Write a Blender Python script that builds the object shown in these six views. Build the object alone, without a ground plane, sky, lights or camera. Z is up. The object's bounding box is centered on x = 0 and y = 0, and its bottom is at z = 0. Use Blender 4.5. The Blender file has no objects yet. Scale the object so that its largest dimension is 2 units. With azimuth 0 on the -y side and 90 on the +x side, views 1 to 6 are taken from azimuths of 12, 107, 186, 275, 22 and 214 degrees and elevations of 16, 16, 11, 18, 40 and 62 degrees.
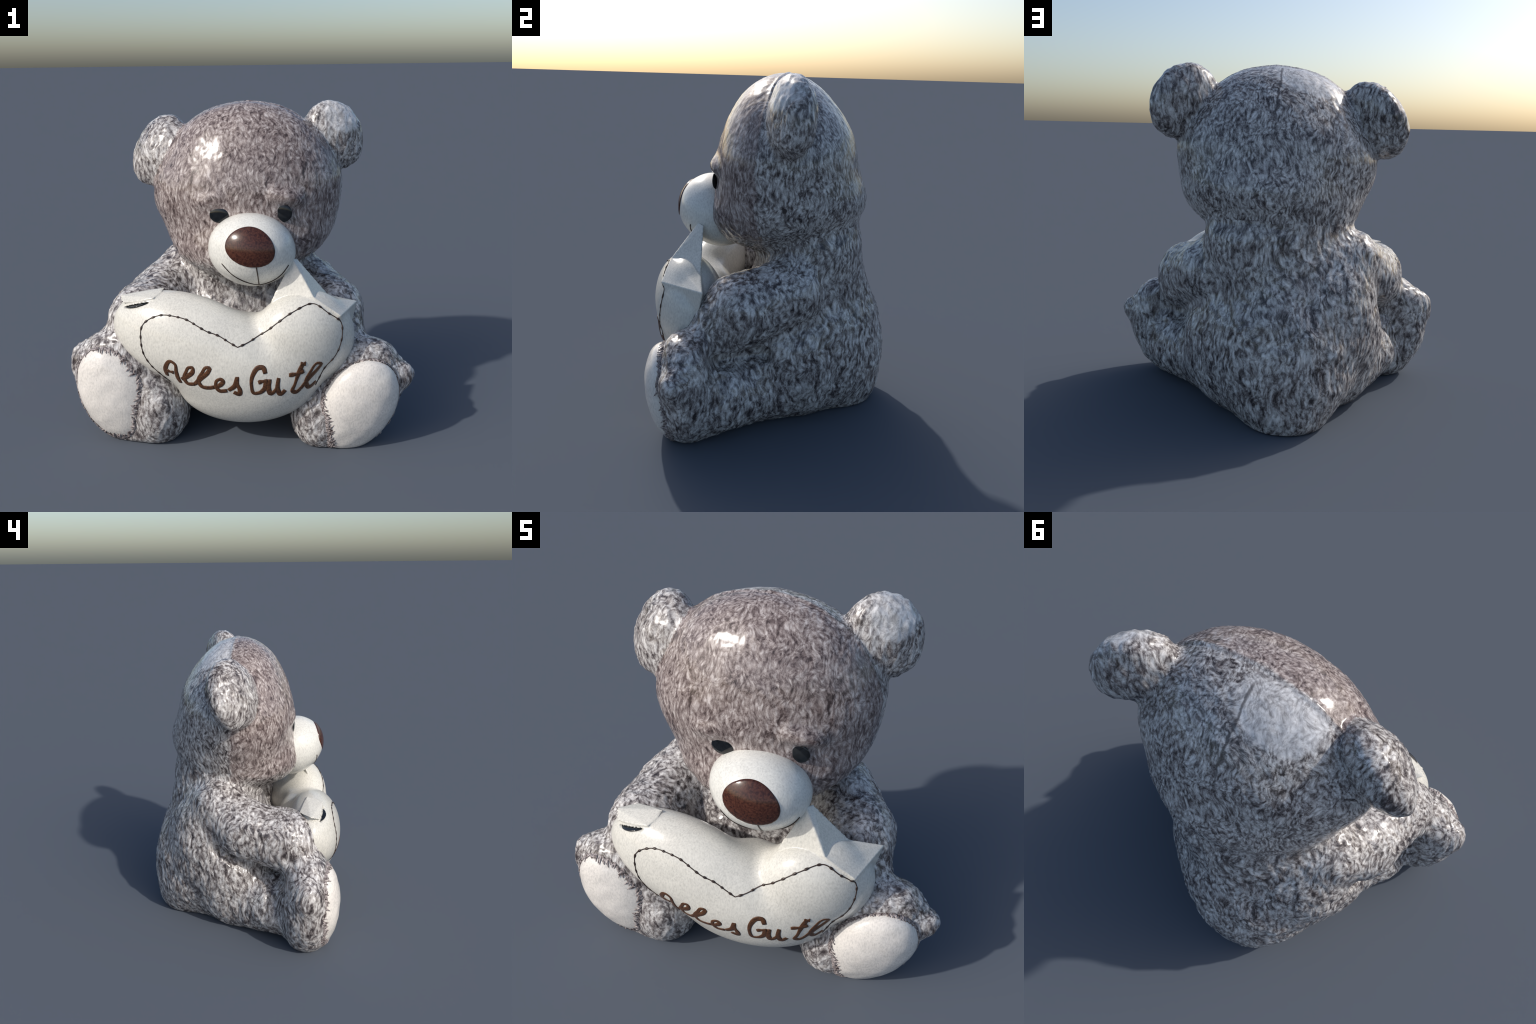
"""Plush teddy bear sitting, holding a cream heart cushion.
Every rounded stuffed part is an implicit solid (ellipsoids and tapered limbs, blended where they are sewn together);
the solids are turned into quad meshes, then split into named parts."""
import bpy, bmesh, math
import numpy as np
from mathutils import Vector, noise

# ------------------------------------------------------------------ implicit solids
def smin(a, b, k):
    h = np.maximum(k - np.abs(a - b), 0) / k
    return np.minimum(a, b) - h * h * k * .25

def rotation(v):
    v = np.asarray(v, float); t = np.linalg.norm(v)
    if t < 1e-9: return np.eye(3)
    a = v / t; K = np.array([[0, -a[2], a[1]], [a[2], 0, -a[0]], [-a[1], a[0], 0]])
    return np.eye(3) + math.sin(t) * K + (1 - math.cos(t)) * K @ K

def ellipsoid(P, spec):
    c, r, w = spec[:3], np.asarray(spec[3:6]), spec[6:9]
    q = (P - np.asarray(c)) @ rotation(w)
    k0 = np.linalg.norm(q / r, axis=-1); k1 = np.linalg.norm(q / (r * r), axis=-1)
    return k0 * (k0 - 1) / np.maximum(k1, 1e-6)

def pillbox(P, spec):
    """flat round cushion: an ellipse in its own x-z plane, half as thick as spec[4] says on each side, with a round rim"""
    q = (P - np.asarray(spec[:3])) @ rotation(spec[6:9]); a = np.array([spec[3], spec[5]]); R = spec[4]
    p2 = q[..., [0, 2]]; k0 = np.linalg.norm(p2 / a, axis=-1); k1 = np.linalg.norm(p2 / (a * a), axis=-1)
    return np.sqrt(np.maximum(k0 * (k0 - 1) / np.maximum(k1, 1e-6) + R, 0) ** 2 + q[..., 1] ** 2 + 1e-9) - R

def limb(P, a, b, ra, rb):
    a = np.asarray(a); b = np.asarray(b); ba = b - a; pa = P - a
    t = np.clip(pa @ ba / (ba @ ba), 0, 1)
    return np.linalg.norm(pa - t[..., None] * ba, axis=-1) - (ra + (rb - ra) * t)

def facets(points):
    """half-spaces of the convex hull of a few corner points"""
    bm = bmesh.new()
    for p in points: bm.verts.new(p)
    bmesh.ops.convex_hull(bm, input=bm.verts[:])
    mid = np.mean(points, axis=0); out = []
    for f in bm.faces:
        n = np.array(f.normal); d = n @ np.array(f.verts[0].co)
        if n @ mid > d: n, d = -n, -d
        out.append((n, d))
    bm.free()
    return out

def folded(P, planes, r=.01):
    return np.max([P @ n - d for n, d in planes], axis=0)

# sizes: centre xyz, radii xyz, rotation vector   (metres)
S = {
    'head_main': [-0.027, 0.071, 1.416, 0.565, 0.399, 0.414, -0.061, -0.105, 0.15],
    'head_low': [0.001, 0.08, 1.175, 0.487, 0.453, 0.243, 0.157, -0.149, 0.436],
    'head_top': [-0.029, 0.039, 1.638, 0.413, 0.257, 0.278, -0.0, -0.037, 0.074],
    'muzzle': [0.079, -0.314, 1.139, 0.245, 0.231, 0.2, -0.566, 0.023, -0.177],
    'ear_l': [-0.556, 0.04, 1.629, 0.194, 0.121, 0.226, -0.233, 0.552, -0.582],
    'ear_r': [0.467, 0.222, 1.714, 0.182, 0.108, 0.215, 0.11, -0.674, 0.645],
    'torso_low': [-0.12, 0.367, 0.449, 0.352, 0.281, 0.568, 0.252, 0.063, 0.132],
    'torso_mid': [-0.093, 0.137, 0.383, 0.575, 0.389, 0.502, 0.019, 0.11, 0.22],
    'torso_top': [-0.053, 0.197, 0.982, 0.415, 0.308, 0.32, 0.4, 0.187, 0.39],
    'seat': [-0.02, 0.053, 0.208, 0.48, 0.358, 0.194, -0.001, 0.0, 0.12],
    'arm_l': [-0.462, 0.145, 0.862, -0.551, -0.029, 0.739, -0.587, -0.311, 0.684, 0.169, 0.184, 0.205],
    'arm_r': [0.333, 0.207, 0.776, 0.496, -0.012, 0.7, 0.53, -0.101, 0.618, 0.183, 0.188, 0.174],
    'leg_l': [-0.4, 0.03, 0.16, -0.56, -0.24, 0.22, 0.2, 0.205],
    'leg_r': [0.301, 0.061, 0.188, 0.55, -0.148, 0.218, 0.203, 0.227],
    'foot_l': [-0.664, -0.442, 0.292, 0.298, 0.14, 0.372, 0.0, -0.35, 0.0],
    'foot_r': [0.668, -0.25, 0.283, 0.262, 0.12, 0.355, -0.072, 0.446, 0.315],
    'pad_l': [-0.69, -0.521, 0.285, 0.23, 0.13, 0.312, 0.078, -0.295, 0.029],
    'pad_r': [0.68, -0.338, 0.245, 0.225, 0.125, 0.315, 0.076, 0.444, 0.343],
    'flank_l': [-0.39, 0.24, 0.62, 0.215, 0.21, 0.31, 0, 0, 0.2],
    'ankle_l': [-0.445, -0.445, 0.195, 0.165, 0.185, 0.23, 0, 0, 0],
    'ankle_r': [0.45, -0.315, 0.17, 0.15, 0.165, 0.21, 0, 0, 0.3],
    'lobe_l': [-0.24, -0.482, 0.643, 0.258, 0.179, 0.47, -0.14, -1.342, 0.079],
    'lobe_r': [0.375, -0.354, 0.642, 0.296, 0.198, 0.297, 0.006, 0.738, 0.481],
    'tip': [0.066, -0.45, 0.404, 0.401, 0.175, 0.291, 0.348, -0.124, 0.081],
    'saddle': [0.06, -0.4, 0.655, 0.17, 0.17, 0.13, 0, 0, 0.15],
    'lap_r': [0.32, 0.0, 0.45, 0.2, 0.2, 0.2, 0, 0, 0],
}
APEX, APEX_BACK = (.311, -.339, 1.107), (.330, -.300, 1.097)
SPIKE_CREST, SPIKE_BACK, SPIKE_INNER = (.444, -.442, .925), (.503, -.243, .874), (.204, -.432, .879)
CORNER, SIDE_SEAM = (.660, -.165, .820), (.590, -.436, .828)
SCAN_SPIKE = facets([APEX, APEX_BACK, SPIKE_CREST, SPIKE_BACK, SPIKE_INNER, (.3, -.36, .70), (.46, -.27, .70)])  # spike left by the scan, kept as shape; no real cloth fold
FOLD_SIDE = facets([SPIKE_CREST, SPIKE_BACK, CORNER, SIDE_SEAM, (.61, -.23, .58), (.40, -.25, .70), (.36, -.40, .66)])

BROW = ([-.15, -.290, 1.406, .085, .045, .032, 0, -.15, .1], [.262, -.241, 1.424, .09, .045, .034, 0, .25, .25])   # fur over the eyes
FOLD_LEFT = facets([(-.665, -.455, .872), (-.625, -.515, .848), (-.43, -.535, .897), (-.40, -.43, .925), (-.57, -.38, .875), (-.5, -.42, .84)])
TOE = {'l': [-.930, -.45, .45, .058, .065, .08, 0, 0, 0], 'r': [.938, -.215, .41, .058, .05, .06, 0, 0, .3]}

def floor(P, d):
    return np.maximum(d, .002 - P[..., 2])

def body_parts(P):
    E = lambda n: ellipsoid(P, S[n])
    brow = np.minimum(ellipsoid(P, BROW[0]), ellipsoid(P, BROW[1]))
    d = {'head': smin(smin(smin(E('head_main'), E('head_low'), .12), E('head_top'), .12), brow, .05),
         'ear_l': E('ear_l'), 'ear_r': E('ear_r'),
         'torso': smin(smin(smin(E('torso_low'), E('torso_mid'), .15), E('torso_top'), .15), smin(np.minimum(E('seat'), E('lap_r')), E('flank_l'), .1), .12)}
    for s in 'lr':
        a, l = S['arm_' + s], S['leg_' + s]
        d['arm_' + s] = smin(limb(P, a[0:3], a[3:6], a[9], a[10]), limb(P, a[3:6], a[6:9], a[10], a[11]), .05)
        d['leg_' + s] = smin(limb(P, l[0:3], l[3:6], l[6], l[7]), E('ankle_' + s), .06)
        d['foot_' + s] = smin(pillbox(P, S['foot_' + s]), ellipsoid(P, TOE[s]), .08)
    return d

# deep folds where an arm lies on a thigh and where a thigh meets the back of a foot
CREASES = [((-.645, .14, .62), (-.66, -.18, .45), .045, .055), ((-.70, -.21, .41), (-.80, -.235, .22), .045, .035),
           ((.61, -.06, .445), (.47, .12, .45), .05, .045), ((.69, -.03, .37), (.75, -.01, .25), .035, .02)]

def body(P):
    d = body_parts(P); u = d['torso']
    u = smin(smin(u, d['arm_l'], .08), d['arm_r'], .06)
    for s in 'lr': u = smin(u, smin(d['leg_' + s], d['foot_' + s], .09), .075)
    for c in CREASES: u = -smin(-u, limb(P, *c), .03)
    for n, k in (('head', .05), ('ear_l', .03), ('ear_r', .03)): u = smin(u, d[n], k)
    return floor(P, u)

def pad(s):
    return lambda P: floor(P, ellipsoid(P, S['pad_' + s]))

def muzzle(P):
    return ellipsoid(P, S['muzzle'])

SLIT = [-.535, -.530, .846, .085, .075, .0075, 0, -.29, -.16]
SHADE_INSERT = [-.532, -.495, .845, .080, .06, .0075, 0, -.29, -.16]  # added black lens, recessed in the slit; not a real lining
def heart(P):
    E = lambda n: ellipsoid(P, S[n])
    h = smin(smin(smin(E('lobe_l'), E('lobe_r'), .04), E('tip'), .08), E('saddle'), .08)
    h = smin(h, folded(P, FOLD_LEFT), .015)
    h = smin(h, folded(P, FOLD_SIDE), .012)
    h = np.minimum(h, folded(P, SCAN_SPIKE))
    return np.maximum(h, -ellipsoid(P, SLIT))

# ------------------------------------------------------------------ solids -> quad meshes (surface nets)
def gradient(f, P, e=1e-3):
    g = np.empty(P.shape)
    for i in range(3):
        o = np.zeros(3); o[i] = e
        g[:, i] = (f(P + o) - f(P - o)) / (2 * e)
    return g

def quad_mesh(f, lo, hi, h, settle=2):
    ax = [np.arange(a, b + h, h) for a, b in zip(lo, hi)]
    n = [len(a) for a in ax]
    V = np.empty(n, np.float32)
    Y, Z = np.meshgrid(ax[1], ax[2], indexing='ij')
    for i0 in range(0, n[0], 16):
        xs = ax[0][i0:i0 + 16]
        V[i0:i0 + 16] = f(np.stack([np.broadcast_to(xs[:, None, None], (len(xs), n[1], n[2])),
                                    np.broadcast_to(Y, (len(xs), n[1], n[2])), np.broadcast_to(Z, (len(xs), n[1], n[2]))], -1))
    inside = V < 0
    c = [slice(0, -1), slice(1, None)]
    corners = [(i, j, k) for i in (0, 1) for j in (0, 1) for k in (0, 1)]
    count = sum(inside[c[i], c[j], c[k]].astype(np.int8) for i, j, k in corners)
    active = (count > 0) & (count < 8)
    idx = np.full(active.shape, -1, np.int64); cells = np.argwhere(active); idx[active] = np.arange(len(cells))
    acc = np.zeros((len(cells), 3)); num = np.zeros(len(cells))
    for a in corners:
        for d in range(3):
            if a[d]: continue
            b = list(a); b[d] = 1
            va = V[tuple((cells + a).T)]; vb = V[tuple((cells + b).T)]
            m = (va < 0) != (vb < 0)
            t = np.where(m, va / np.where(m, va - vb, 1), 0)
            p = cells + np.array(a, float); p[:, d] += t
            acc[m] += p[m]; num[m] += 1
    verts = np.array(lo) + h * acc / num[:, None]
    quads = []
    for d in range(3):
        e1, e2 = (d + 1) % 3, (d + 2) % 3
        sa = [slice(None)] * 3; sb = [slice(None)] * 3; sa[d] = slice(0, -1); sb[d] = slice(1, None)
        ch = np.argwhere(inside[tuple(sa)] != inside[tuple(sb)])
        ch = ch[(ch[:, e1] > 0) & (ch[:, e2] > 0) & (ch[:, e1] < n[e1] - 1) & (ch[:, e2] < n[e2] - 1)]
        o1 = np.zeros(3, int); o1[e1] = 1; o2 = np.zeros(3, int); o2[e2] = 1
        q = np.stack([idx[tuple((ch - o1 - o2).T)], idx[tuple((ch - o2).T)], idx[tuple(ch.T)], idx[tuple((ch - o1).T)]], 1)
        flip = ~inside[tuple(ch.T)]
        q[flip] = q[flip][:, ::-1]
        quads.append(q)
    for _ in range(settle):
        g = gradient(f, verts); v = f(verts)
        verts -= np.clip(v / np.maximum((g * g).sum(1), .05), -h, h)[:, None] * g
    return verts, np.concatenate(quads)

def make_object(name, verts, quads, mat, parent, normals=None):
    me = bpy.data.meshes.new(name)
    me.from_pydata(verts.tolist(), [], quads.tolist()); me.update()
    me.polygons.foreach_set('use_smooth', [True] * len(me.polygons))
    if normals is not None: me.normals_split_custom_set_from_vertices(normals.tolist())
    me.materials.append(mat)
    ob = bpy.data.objects.new(name, me); bpy.context.scene.collection.objects.link(ob)
    ob.parent = parent
    return ob

def vertex_normals(verts, quads):
    a, b, c, d = (verts[quads[:, i]] for i in range(4))
    fn = np.cross(c - a, d - b); vn = np.zeros_like(verts)
    for i in range(4): np.add.at(vn, quads[:, i], fn)
    return vn / np.maximum(np.linalg.norm(vn, axis=1), 1e-12)[:, None]

# ------------------------------------------------------------------ materials
class Nodes:
    def __init__(self, name):
        self.mat = bpy.data.materials.new(name); self.mat.use_nodes = True
        self.t = self.mat.node_tree; self.b = self.t.nodes['Principled BSDF']
        self.obj = self.t.nodes.new('ShaderNodeTexCoord').outputs['Object']
    def put(self, sock, v):
        if hasattr(v, 'node'): self.t.links.new(v, sock)
        elif v is not None: sock.default_value = v
    def math(self, op, a, b=None, clamp=False):
        n = self.t.nodes.new('ShaderNodeMath'); n.operation = op; n.use_clamp = clamp
        self.put(n.inputs[0], a); self.put(n.inputs[1], b); return n.outputs[0]
    def vec(self, op, a, b):
        n = self.t.nodes.new('ShaderNodeVectorMath'); n.operation = op
        self.put(n.inputs[0], a)
        if op == 'SCALE': self.put(n.inputs['Scale'], b)
        else: self.put(n.inputs[1], b)
        return n.outputs[0]
    def xyz(self, v):
        n = self.t.nodes.new('ShaderNodeSeparateXYZ'); self.put(n.inputs[0], v); return n.outputs
    def noise(self, v, scale, detail=2, rough=.5, colour=False):
        n = self.t.nodes.new('ShaderNodeTexNoise'); self.put(n.inputs['Vector'], v)
        n.inputs['Scale'].default_value = scale; n.inputs['Detail'].default_value = detail; n.inputs['Roughness'].default_value = rough
        return n.outputs['Color' if colour else 'Fac']
    def cells(self, v, scale):
        n = self.t.nodes.new('ShaderNodeTexVoronoi'); self.put(n.inputs['Vector'], v); n.inputs['Scale'].default_value = scale
        n.feature = 'F1'; return n.outputs['Distance']
    def map(self, v, rot=(0, 0, 0), scale=(1, 1, 1)):
        n = self.t.nodes.new('ShaderNodeMapping'); self.put(n.inputs[0], v)
        n.inputs['Rotation'].default_value = rot; n.inputs['Scale'].default_value = scale; return n.outputs[0]
    def ramp(self, v, stops):
        n = self.t.nodes.new('ShaderNodeValToRGB'); self.put(n.inputs[0], v); r = n.color_ramp
        while len(r.elements) < len(stops): r.elements.new(.5)
        for e, (p, c) in zip(r.elements, stops): e.position = p; e.color = (*c, 1) if len(c) == 3 else c
        return n.outputs[0]
    def step(self, v, a, b):
        n = self.t.nodes.new('ShaderNodeMapRange'); n.interpolation_type = 'SMOOTHSTEP'
        self.put(n.inputs[0], v); n.inputs[1].default_value = a; n.inputs[2].default_value = b; return n.outputs[0]
    def mix(self, f, a, b, mode='MIX'):
        n = self.t.nodes.new('ShaderNodeMix'); n.data_type = 'RGBA'; n.blend_type = mode
        self.put(n.inputs[0], f)
        for s, v in ((n.inputs[6], a), (n.inputs[7], b)): self.put(s, (*v, 1) if isinstance(v, tuple) and len(v) == 3 else v)
        return n.outputs[2]
    def warp(self, v, scale, amount):
        w = self.vec('SUBTRACT', self.noise(v, scale, 1, .5, True), (.5, .5, .5))
        return self.vec('ADD', v, self.vec('SCALE', w, amount))
    def done(self, colour, rough=.25, bump=None, strength=.1, spec=.5):
        self.put(self.b.inputs['Base Color'], colour); self.put(self.b.inputs['Roughness'], rough)
        self.b.inputs['Specular IOR Level'].default_value = spec
        if bump is not None:
            n = self.t.nodes.new('ShaderNodeBump'); n.inputs['Strength'].default_value = strength; n.inputs['Distance'].default_value = .004
            self.put(n.inputs['Height'], bump); self.put(self.b.inputs['Normal'], n.outputs[0])
        return self.mat

def fur_material(name='tipped_plush_fur', panel=True, lock=1.0):
    """tipped plush: mauve-brown roots, silver-white tips, in short combed locks"""
    N = Nodes(name)
    w = N.vec('SCALE', N.warp(N.warp(N.obj, 5, .10), 18, .035), lock)
    down = N.noise(N.map(w, scale=(1, 1, .34)), 85, 4, .68)                           # combed downwards
    slant = N.noise(N.map(w, rot=(.5, .9, .4), scale=(1, 1, .34)), 78, 4, .68)       # combed sideways
    along = N.noise(N.map(w, rot=(1.1, 0, -.3), scale=(1, 1, .34)), 78, 4, .68)      # combed front to back
    kind = N.noise(N.obj, 5, 1)
    streak = N.mix(N.step(kind, .44, .52), along, N.mix(N.step(kind, .52, .62), down, slant))
    fine = N.noise(w, 170, 2, .6)
    tuft_a = N.cells(N.map(w, scale=(1, 1, .38)), 62)
    tuft_b = N.cells(N.map(w, rot=(.9, .6, -.3), scale=(1, 1, .38)), 62)
    tuft = N.math('SUBTRACT', .86, N.mix(N.step(kind, .48, .56), tuft_b, tuft_a))
    clump = N.noise(N.map(w, scale=(1, 1, .45)), 30, 2, .5)
    patch = N.noise(N.obj, 10, 4, .65)
    v = N.math('ADD', N.math('ADD', N.math('ADD', N.math('MULTIPLY', streak, .54), N.math('MULTIPLY', tuft, .18)), N.math('ADD', N.math('MULTIPLY', fine, .13), N.math('MULTIPLY', clump, .17))), N.math('MULTIPLY', N.math('SUBTRACT', patch, .5), .20))
    coat = N.ramp(v, [(.365, (.042, .034, .035)), (.442, (.18, .159, .155)), (.507, (.41, .388, .375)), (.62, (.76, .74, .725))])
    face = N.ramp(v, [(.355, (.052, .037, .035)), (.43, (.155, .118, .112)), (.512, (.315, .265, .250)), (.63, (.60, .545, .525))])
    pale = N.ramp(v, [(.34, (.35, .34, .34)), (.48, (.64, .64, .65)), (.66, (.82, .83, .85))])
    x, y, z = N.xyz(N.obj)
    # front panel of the head ends at a sewn seam that runs over the crown from ear to ear
    edge = N.math('ADD', y, N.math('MULTIPLY', N.math('SUBTRACT', N.noise(N.obj, 12, 2), .5), .06))
    front = N.math('MULTIPLY', N.math('SUBTRACT', 1.0, N.step(edge, .045, .075)), N.step(z, 1.00, 1.08))
    front = N.math('MULTIPLY', front, N.math('SUBTRACT', 1.0, N.step(N.math('ABSOLUTE', N.math('ADD', x, .02)), .56, .60)))
    colour = N.mix(front, coat, face) if panel else coat
    # pale smears of stretched scan texture: behind the crown seam, top of one ear
    def spot(c, r):
        d = N.vec('DIVIDE', N.vec('SUBTRACT', N.warp(N.warp(N.obj, 7, .10), 22, .05), c), r)
        n = N.t.nodes.new('ShaderNodeVectorMath'); n.operation = 'LENGTH'; N.put(n.inputs[0], d)
        return N.math('SUBTRACT', 1.0, N.step(n.outputs['Value'], .72, 1.0))
    scan_smear = N.math('MULTIPLY', spot((-.20, .17, 1.84), (.22, .15, .16)), N.math('SUBTRACT', 1.0, front))
    scan_smear = N.math('MAXIMUM', scan_smear, spot((.55, .16, 1.86), (.17, .16, .15)))
    colour = N.mix(N.math('MULTIPLY', scan_smear, .7), colour, pale)
    # sewn line down the back of the head
    off = N.math('ABSOLUTE', N.math('ADD', N.math('ADD', x, .055), N.math('MULTIPLY', N.math('SUBTRACT', N.noise(N.obj, 25, 2), .5), .03)))
    line = N.math('MULTIPLY', N.math('SUBTRACT', 1.0, N.step(off, .002, .009)), N.math('MULTIPLY', N.step(z, 1.50, 1.62), N.step(y, .10, .16)))
    colour = N.mix(N.math('MULTIPLY', line, .75), colour, (.05, .042, .042))
    return N.done(colour, .23)

def plush_material(name, base, grain=.12):
    N = Nodes(name)
    w = N.warp(N.obj, 9, .05)
    g = N.noise(N.map(w, scale=(1, 1, .5)), 120, 3, .6)
    big = N.noise(N.obj, 5, 3, .6)
    lo = tuple(c * (1 - 1.6 * grain) for c in base); hi = tuple(min(c * (1 + grain), .92) for c in base)
    col = N.ramp(N.math('ADD', N.math('MULTIPLY', g, .75), N.math('MULTIPLY', big, .25)), [(.33, lo), (.5, base), (.66, hi)])
    return N.done(col, .22)

def plain_material(name, a, b, rough, scale=60):
    N = Nodes(name)
    return N.done(N.ramp(N.noise(N.warp(N.obj, 20, .03), scale, 3, .6), [(.35, a), (.62, b)]), rough)

FUR = fur_material()
BODY_FUR = fur_material('tipped_body_fur', False, .74)
EAR_FUR = fur_material('tipped_ear_fur', False, .85)
CREAM = plush_material('cream_short_plush', (.665, .645, .585))
PAD = plush_material('sole_short_plush', (.74, .70, .65))
SNOUT = plush_material('snout_short_plush', (.72, .71, .66))
NOSE = plain_material('brown_nose_plush', (.030, .010, .007), (.085, .030, .018), .20, 90)
THREAD = plain_material('dark_brown_thread', (.018, .010, .008), (.05, .028, .02), .4)
FRINGE = plain_material('brown_tipped_fringe', (.045, .028, .026), (.42, .37, .36), .3, 70)
LETTERS = plain_material('brown_embroidery', (.035, .013, .006), (.12, .05, .02), .4, 120)
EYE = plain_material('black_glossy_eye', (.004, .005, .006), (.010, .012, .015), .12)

# ------------------------------------------------------------------ build
bear = bpy.data.objects.new('teddy_bear', None); bpy.context.scene.collection.objects.link(bear)
bear['label'] = 'seated grey plush teddy bear hugging a cream heart cushion'
bear['category'] = 'plush toy'

# body: one skin, then split by region
verts, quads = quad_mesh(body, (-1.06, -.68, -.02), (1.06, .74, 2.02), .0095)
nrm = vertex_normals(verts, quads)
def relief(p, high):
    """clumped pile: broad lumps, and short locks that hang downwards"""
    x, y, z = p
    broad = .008 * noise.noise(Vector((x * 8, y * 8, z * 8)))
    locks = .0055 * noise.noise(Vector((x * 34 + 3 * noise.noise(Vector(p) * 6.), y * 34, z * 15)))
    small = .0025 * noise.noise(Vector((x * 60, y * 60, z * 28)))
    return (.45 * broad + .40 * (locks + small)) if high else broad + locks + small
ear_part = np.minimum(ellipsoid(verts, S['ear_l']), ellipsoid(verts, S['ear_r'])) < .01
lump = np.array([relief(p, p[2] > 1.1 and not e) for p, e in zip(verts, ear_part)])
# raised seam over the crown, from ear to ear
crown = np.clip((verts[:, 2] - 1.55) / .1, 0, 1) * ~ear_part
lump += .007 * crown * np.exp(-((verts[:, 1] - .062) / .010) ** 2)
# knots of matted pile low on the back
for c, r, a in (((-.40, .54, .44), .045, .016), ((-.28, .60, .515), .06, .012), ((-.25, .55, .68), .05, -.014), ((-.05, .62, .30), .07, .010)):
    lump += a * np.exp(-((verts - np.array(c)) ** 2).sum(1) / r ** 2)
lump *= np.clip(verts[:, 2] / .03, 0, 1)
verts = verts + nrm * lump[:, None]
nrm = vertex_normals(verts, quads)
d = body_parts(verts); kinds = list(d)
owner = np.stack([d[k] for k in kinds], 1).argmin(1)
face_owner = np.sort(owner[quads], axis=1)[:, 1]
NAMES = {'head': 'head', 'ear_l': 'ear', 'ear_r': 'ear', 'torso': 'torso', 'arm_l': 'arm', 'arm_r': 'arm',
         'leg_l': 'leg', 'leg_r': 'leg', 'foot_l': 'foot', 'foot_r': 'foot'}
made = {}
for i, k in enumerate(kinds):
    q = quads[face_owner == i]
    used, q2 = np.unique(q, return_inverse=True); q2 = q2.reshape(q.shape)
    made[k] = make_object(NAMES[k], verts[used], q2, {'ear': EAR_FUR, 'head': FUR}.get(NAMES[k], BODY_FUR), bear, nrm[used])

def solid(name, f, spec_lo, spec_hi, h, mat, parent, bumps=0.0, freq=20):
    v, q = quad_mesh(f, spec_lo, spec_hi, h)
    if bumps:
        n = vertex_normals(v, q)
        v = v + n * np.array([bumps * noise.noise(Vector(p) * freq) for p in v])[:, None] * np.clip(v[:, 2:3] / .03, 0, 1)
    return make_object(name, v, q, mat, parent, vertex_normals(v, q))

def around(*specs, m=.03):
    lo = np.min([np.array(s[:3]) - max(s[3:6]) for s in specs], 0) - m
    hi = np.max([np.array(s[:3]) + max(s[3:6]) for s in specs], 0) + m
    lo[2] = max(lo[2], -.02)
    return lo, hi

def from_bmesh(name, bm, mat, parent):
    bmesh.ops.recalc_face_normals(bm, faces=bm.faces[:])
    me = bpy.data.meshes.new(name); bm.to_mesh(me); bm.free()
    me.polygons.foreach_set('use_smooth', [True] * len(me.polygons)); me.materials.append(mat)
    ob = bpy.data.objects.new(name, me); bpy.context.scene.collection.objects.link(ob); ob.parent = parent
    return ob

def fringe(sole, s):
    """locks of fur that lap over the edge of the sole, all the way round"""
    rng = np.random.default_rng(11 if s == 'l' else 12)
    v = np.array([x.co for x in sole.data.vertices])
    rim = v[(np.abs(body(v)) < .006) & (v[:, 2] > .012)]
    rim = rim[rng.permutation(len(rim))[:280]]
    g = gradient(pad(s), rim); g /= np.linalg.norm(g, axis=1)[:, None]
    mid = np.array(S['pad_' + s][:3]); bm = bmesh.new()
    for p, n in zip(rim, g):
        t = mid - p; t -= n * (t @ n); t /= max(np.linalg.norm(t), 1e-6)
        b = np.cross(n, t); turn = rng.normal(0, .55)
        t = t * math.cos(turn) + b * math.sin(turn); b = np.cross(n, t)
        length, w = rng.uniform(.014, .040), rng.uniform(.005, .009)
        start = p - t * .018 - n * .004
        rings = []
        for u, k in ((0, 1.), (.45, .95), (.8, .55), (1., .08)):
            c = start + t * (.018 + length) * u + n * (.006 * math.sin(math.pi * min(u * 1.15, 1)) + .003)
            rings.append([bm.verts.new(c + b * w * k * math.cos(a) + n * w * .5 * k * math.sin(a)) for a in np.linspace(0, 2 * math.pi, 6, endpoint=False)])
        for r0, r1 in zip(rings, rings[1:]):
            for j in range(6): bm.faces.new((r0[j], r0[(j + 1) % 6], r1[(j + 1) % 6], r1[j]))
        bm.faces.new(rings[-1])
    for x in bm.verts: x.co.z = max(x.co.z, .003)
    ob = from_bmesh('fur_fringe', bm, FRINGE, made['foot_' + s]); ob['kind'] = 'stuff'

for s in 'lr':
    lo, hi = around(S['pad_' + s])
    sole = solid('foot_pad', pad(s), lo, hi, .008, PAD, made['foot_' + s], .003, 14)
    fringe(sole, s)

lo, hi = around(S['muzzle'])
snout = solid('muzzle', muzzle, lo, hi, .007, SNOUT, bear, .002, 12)

# a frame that faces the way a front looks: origin, facing direction
def march(f, origin, facing, s, z, start=.6):
    n = np.array([*facing, 0.]); n /= np.linalg.norm(n); side = np.array([-n[1], n[0], 0])
    P = np.array([*origin, 0.]) + side * s + n * start; P[2] = z
    for _ in range(120):
        v = f(P[None])[0]
        if v < 1e-4 or v > 3: break
        P = P - n * v * .8
        if (P - np.array([*origin, 0.])) @ n < -.1: break
    g = gradient(f, P[None])[0]
    return P, g / np.linalg.norm(g), n, side

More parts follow.
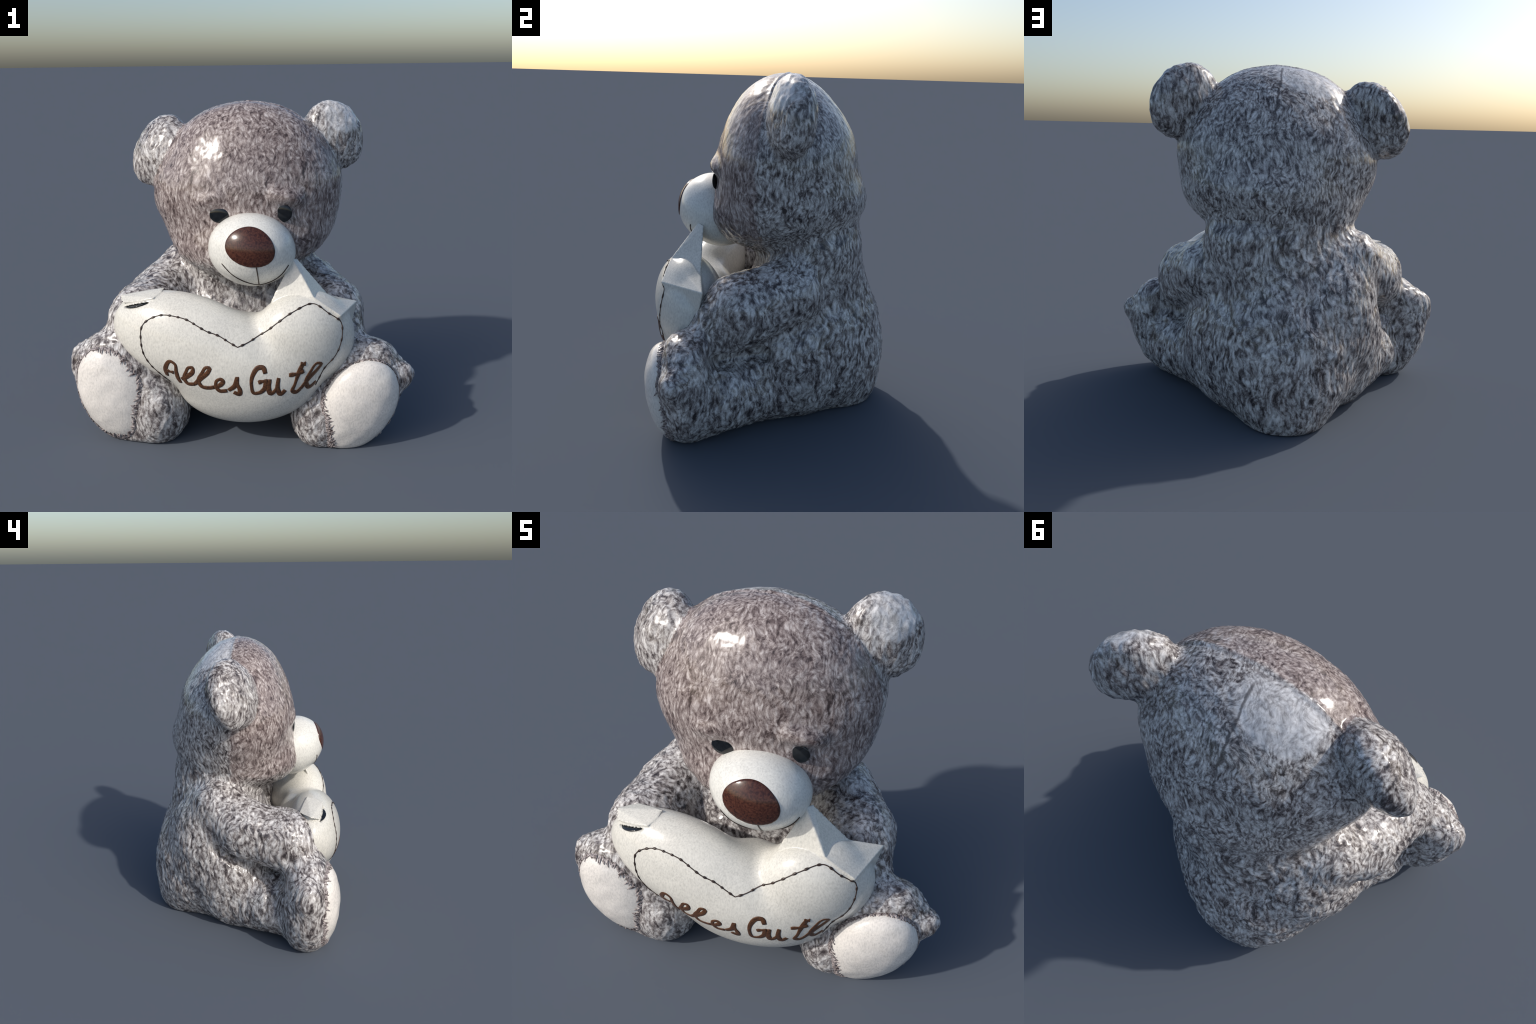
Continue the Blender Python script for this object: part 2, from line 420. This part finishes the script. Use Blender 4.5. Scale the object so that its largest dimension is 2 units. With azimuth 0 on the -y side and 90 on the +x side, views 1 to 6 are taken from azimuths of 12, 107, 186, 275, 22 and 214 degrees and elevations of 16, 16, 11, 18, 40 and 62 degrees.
def nose(P):
    f = np.array([.20, -.98]); side = np.array([.98, .20])
    s = (P[..., 0] - .118) * side[0] + (P[..., 1] + .52) * side[1]; z = P[..., 2] - 1.205
    ca, sa = math.cos(-.22), math.sin(-.22)
    a, b = s * ca + z * sa, -s * sa + z * ca
    w = .132 * (1 + .25 * np.clip(-b / .2, -.5, .5))
    region = (np.sqrt((a / w) ** 2 + (b / .102) ** 2) - 1) * .1
    front = P[..., 1] + .33
    return np.maximum(np.maximum(muzzle(P) - .005, region), front)
solid('nose', nose, (-.08, -.62, 1.04), (.34, -.30, 1.36), .006, NOSE, snout)

# eyes: black beads pressed into the fur, mostly hidden by the muzzle
def bead(name, c, r, mat, parent):
    bm = bmesh.new(); bmesh.ops.create_uvsphere(bm, u_segments=32, v_segments=20, radius=1)
    for v in bm.verts: v.co = Vector((v.co.x * r[0], v.co.y * r[1], v.co.z * r[2])) + Vector(c)
    me = bpy.data.meshes.new(name); bm.to_mesh(me); bm.free()
    me.polygons.foreach_set('use_smooth', [True] * len(me.polygons)); me.materials.append(mat)
    ob = bpy.data.objects.new(name, me); bpy.context.scene.collection.objects.link(ob); ob.parent = parent
    return ob
head_only = lambda P: body_parts(P)['head']
for side, height, r in ((-.107, 1.330, (.056, .012, .046)), (.232, 1.340, (.062, .012, .054))):
    p, g, _, _ = march(head_only, (0, 0), (.12, -.99), side - .03, height)
    bead('eye', p - g * .003, r, EYE, made['head'])

# thread: a flattened tube laid on a surface
def smooth_path(pts, n):
    pts = np.array(pts, float)
    t = np.r_[0, np.cumsum(np.linalg.norm(np.diff(pts, axis=0), axis=1))]
    m = np.gradient(pts, t, axis=0) if len(pts) > 2 else np.tile((pts[1] - pts[0]) / t[-1], (2, 1))
    out = []
    for x in np.linspace(0, t[-1], n):
        i = min(np.searchsorted(t, x, side='right') - 1, len(t) - 2); hh = t[i + 1] - t[i]; u = (x - t[i]) / hh
        out.append((2*u**3-3*u*u+1)*pts[i] + (u**3-2*u*u+u)*hh*m[i] + (-2*u**3+3*u*u)*pts[i+1] + (u**3-u*u)*hh*m[i+1])
    return np.array(out)

def tube(bm, path, normals, width, height=.004, sides=8):
    rings = []
    m = len(path)
    for i in range(m):
        t = path[min(i + 1, m - 1)] - path[max(i - 1, 0)]; t /= max(np.linalg.norm(t), 1e-9)
        n = normals[i] - t * (normals[i] @ t); n /= np.linalg.norm(n); b = np.cross(t, n)
        w = width(i / (m - 1)) if callable(width) else width
        rings.append([bm.verts.new(path[i] + b * w * math.cos(a) + n * height * math.sin(a)) for a in np.linspace(0, 2 * math.pi, sides, endpoint=False)])
    for r0, r1 in zip(rings, rings[1:]):
        for j in range(sides): bm.faces.new((r0[j], r0[(j + 1) % sides], r1[(j + 1) % sides], r1[j]))
    bm.faces.new(rings[0][::-1]); bm.faces.new(rings[-1])

def lay(f, origin, facing, sz, n, start=.6):
    pts, nrms = [], []
    for s, z in smooth_path(sz, n):
        P, g, _, _ = march(f, origin, facing, s, z, start)
        pts.append(P + g * .001); nrms.append(g)
    return np.array(pts), np.array(nrms)

# mouth: smiling thread line and the short line under the nose
FACE = ((.08, -.30), (.13, -.99))
for line in ([(-.150, 1.105), (-.085, 1.035), (.0, .985), (.045, .972), (.10, .985), (.165, 1.03), (.205, 1.085)], [(.04, 1.10), (.045, 1.04), (.045, .974)]):
    bm = bmesh.new(); p, n = lay(muzzle, *FACE, line, 40)
    tube(bm, p, n, lambda t: .0025 + .0015 * math.sin(t * 40) ** 2, .003)
    from_bmesh('mouth_thread', bm, THREAD, snout)

# heart cushion
cushion = solid('heart_cushion', heart, (-.80, -.78, .04), (.76, -.02, 1.14), .006, CREAM, bear)
lo, hi = around(SHADE_INSERT)
solid('slit_shade_insert', lambda P: ellipsoid(P, SHADE_INSERT), lo, hi, .004, EYE, cushion)  # added black body that stands in for the shade inside the slit
HEART = ((.04, -.35), (.22, -.975))
SEAM_LEFT = [(-.037, .684), (-.085, .71), (-.139, .741), (-.207, .764), (-.247, .784), (-.315, .815), (-.371, .825), (-.456, .825), (-.559, .759), (-.567, .677), (-.555, .60), (-.515, .53), (-.46, .47), (-.42, .42)]
SEAM_RIGHT = [(-.037, .684), (.038, .712), (.101, .745), (.175, .807), (.255, .862), (.372, .896), (.453, .843), (.517, .793), (.519, .67), (.49, .604), (.435, .542), (.41, .49), (.385, .43)]
for seam in (SEAM_LEFT, SEAM_RIGHT):
    p, n = lay(heart, *HEART, seam, 150)
    bm = bmesh.new(); tube(bm, p, n, .0028, .0022)
    from_bmesh('seam_thread', bm, THREAD, cushion)
    length = np.r_[0, np.cumsum(np.linalg.norm(np.diff(p, axis=0), axis=1))]
    at = .012
    while at < length[-1] - .03:
        i, j = np.searchsorted(length, [at, at + .026])
        if j - i >= 2:
            bm = bmesh.new(); tube(bm, p[i:j + 1], n[i:j + 1], lambda t: .0015 + .0055 * math.sin(math.pi * t), .004)
            from_bmesh('stitch', bm, THREAD, cushion)
        at += .048 if seam is SEAM_LEFT else .062

# embroidered words: pen strokes in the cushion's own plane (side, height)
A = [[(-.430, .482), (-.434, .540), (-.402, .588), (-.380, .575), (-.374, .522), (-.367, .477), (-.355, .448)], [(-.428, .522), (-.389, .515)]]
LOOP = [[(-.346, .477), (-.311, .506), (-.28, .546), (-.283, .564), (-.301, .563), (-.32, .53), (-.331, .488), (-.315, .454), (-.274, .459)]]
TALL_LOOP = [[(-.274, .459), (-.234, .508), (-.196, .549), (-.188, .571), (-.203, .574), (-.232, .536), (-.252, .485), (-.234, .449), (-.198, .447), (-.167, .456)]]
SMALL_E = [[(-.167, .456), (-.13, .477), (-.118, .497), (-.128, .51), (-.151, .5), (-.158, .47), (-.140, .435), (-.097, .439)]]
SMALL_S = [[(-.090, .442), (-.056, .472), (-.041, .525), (-.04, .481), (-.028, .445), (-.031, .419), (-.062, .431)]]
BIG_G = [[(.109, .545), (.097, .577), (.071, .578), (.043, .541), (.034, .476), (.049, .426), (.075, .429), (.104, .455), (.112, .498)], [(.070, .494), (.092, .500), (.120, .500)]]
SMALL_U = [[(.131, .511), (.126, .452), (.137, .42), (.163, .442), (.179, .515), (.176, .441), (.19, .413), (.216, .438)]]
SMALL_T = [[(.308, .585), (.291, .545), (.268, .468), (.257, .425), (.270, .415), (.300, .434)], [(.235, .529), (.27, .531), (.317, .544)], [(.297, .588), (.326, .587)]]
LAST_E = [[(.300, .434), (.348, .496), (.396, .545), (.412, .572), (.392, .580), (.354, .535), (.330, .470), (.346, .432), (.388, .458)]]
for glyph in (A, LOOP, TALL_LOOP, SMALL_E, SMALL_S, BIG_G, SMALL_U, SMALL_T, LAST_E):
    bm = bmesh.new()
    for k, stroke in enumerate(glyph):
        p, n = lay(heart, *HEART, stroke, 44 if len(stroke) > 3 else 12)
        tube(bm, p, n, lambda t: .0115 + .0025 * math.sin(9 * t), .0022 + .0004 * k)
    from_bmesh('letter', bm, LETTERS, cushion)
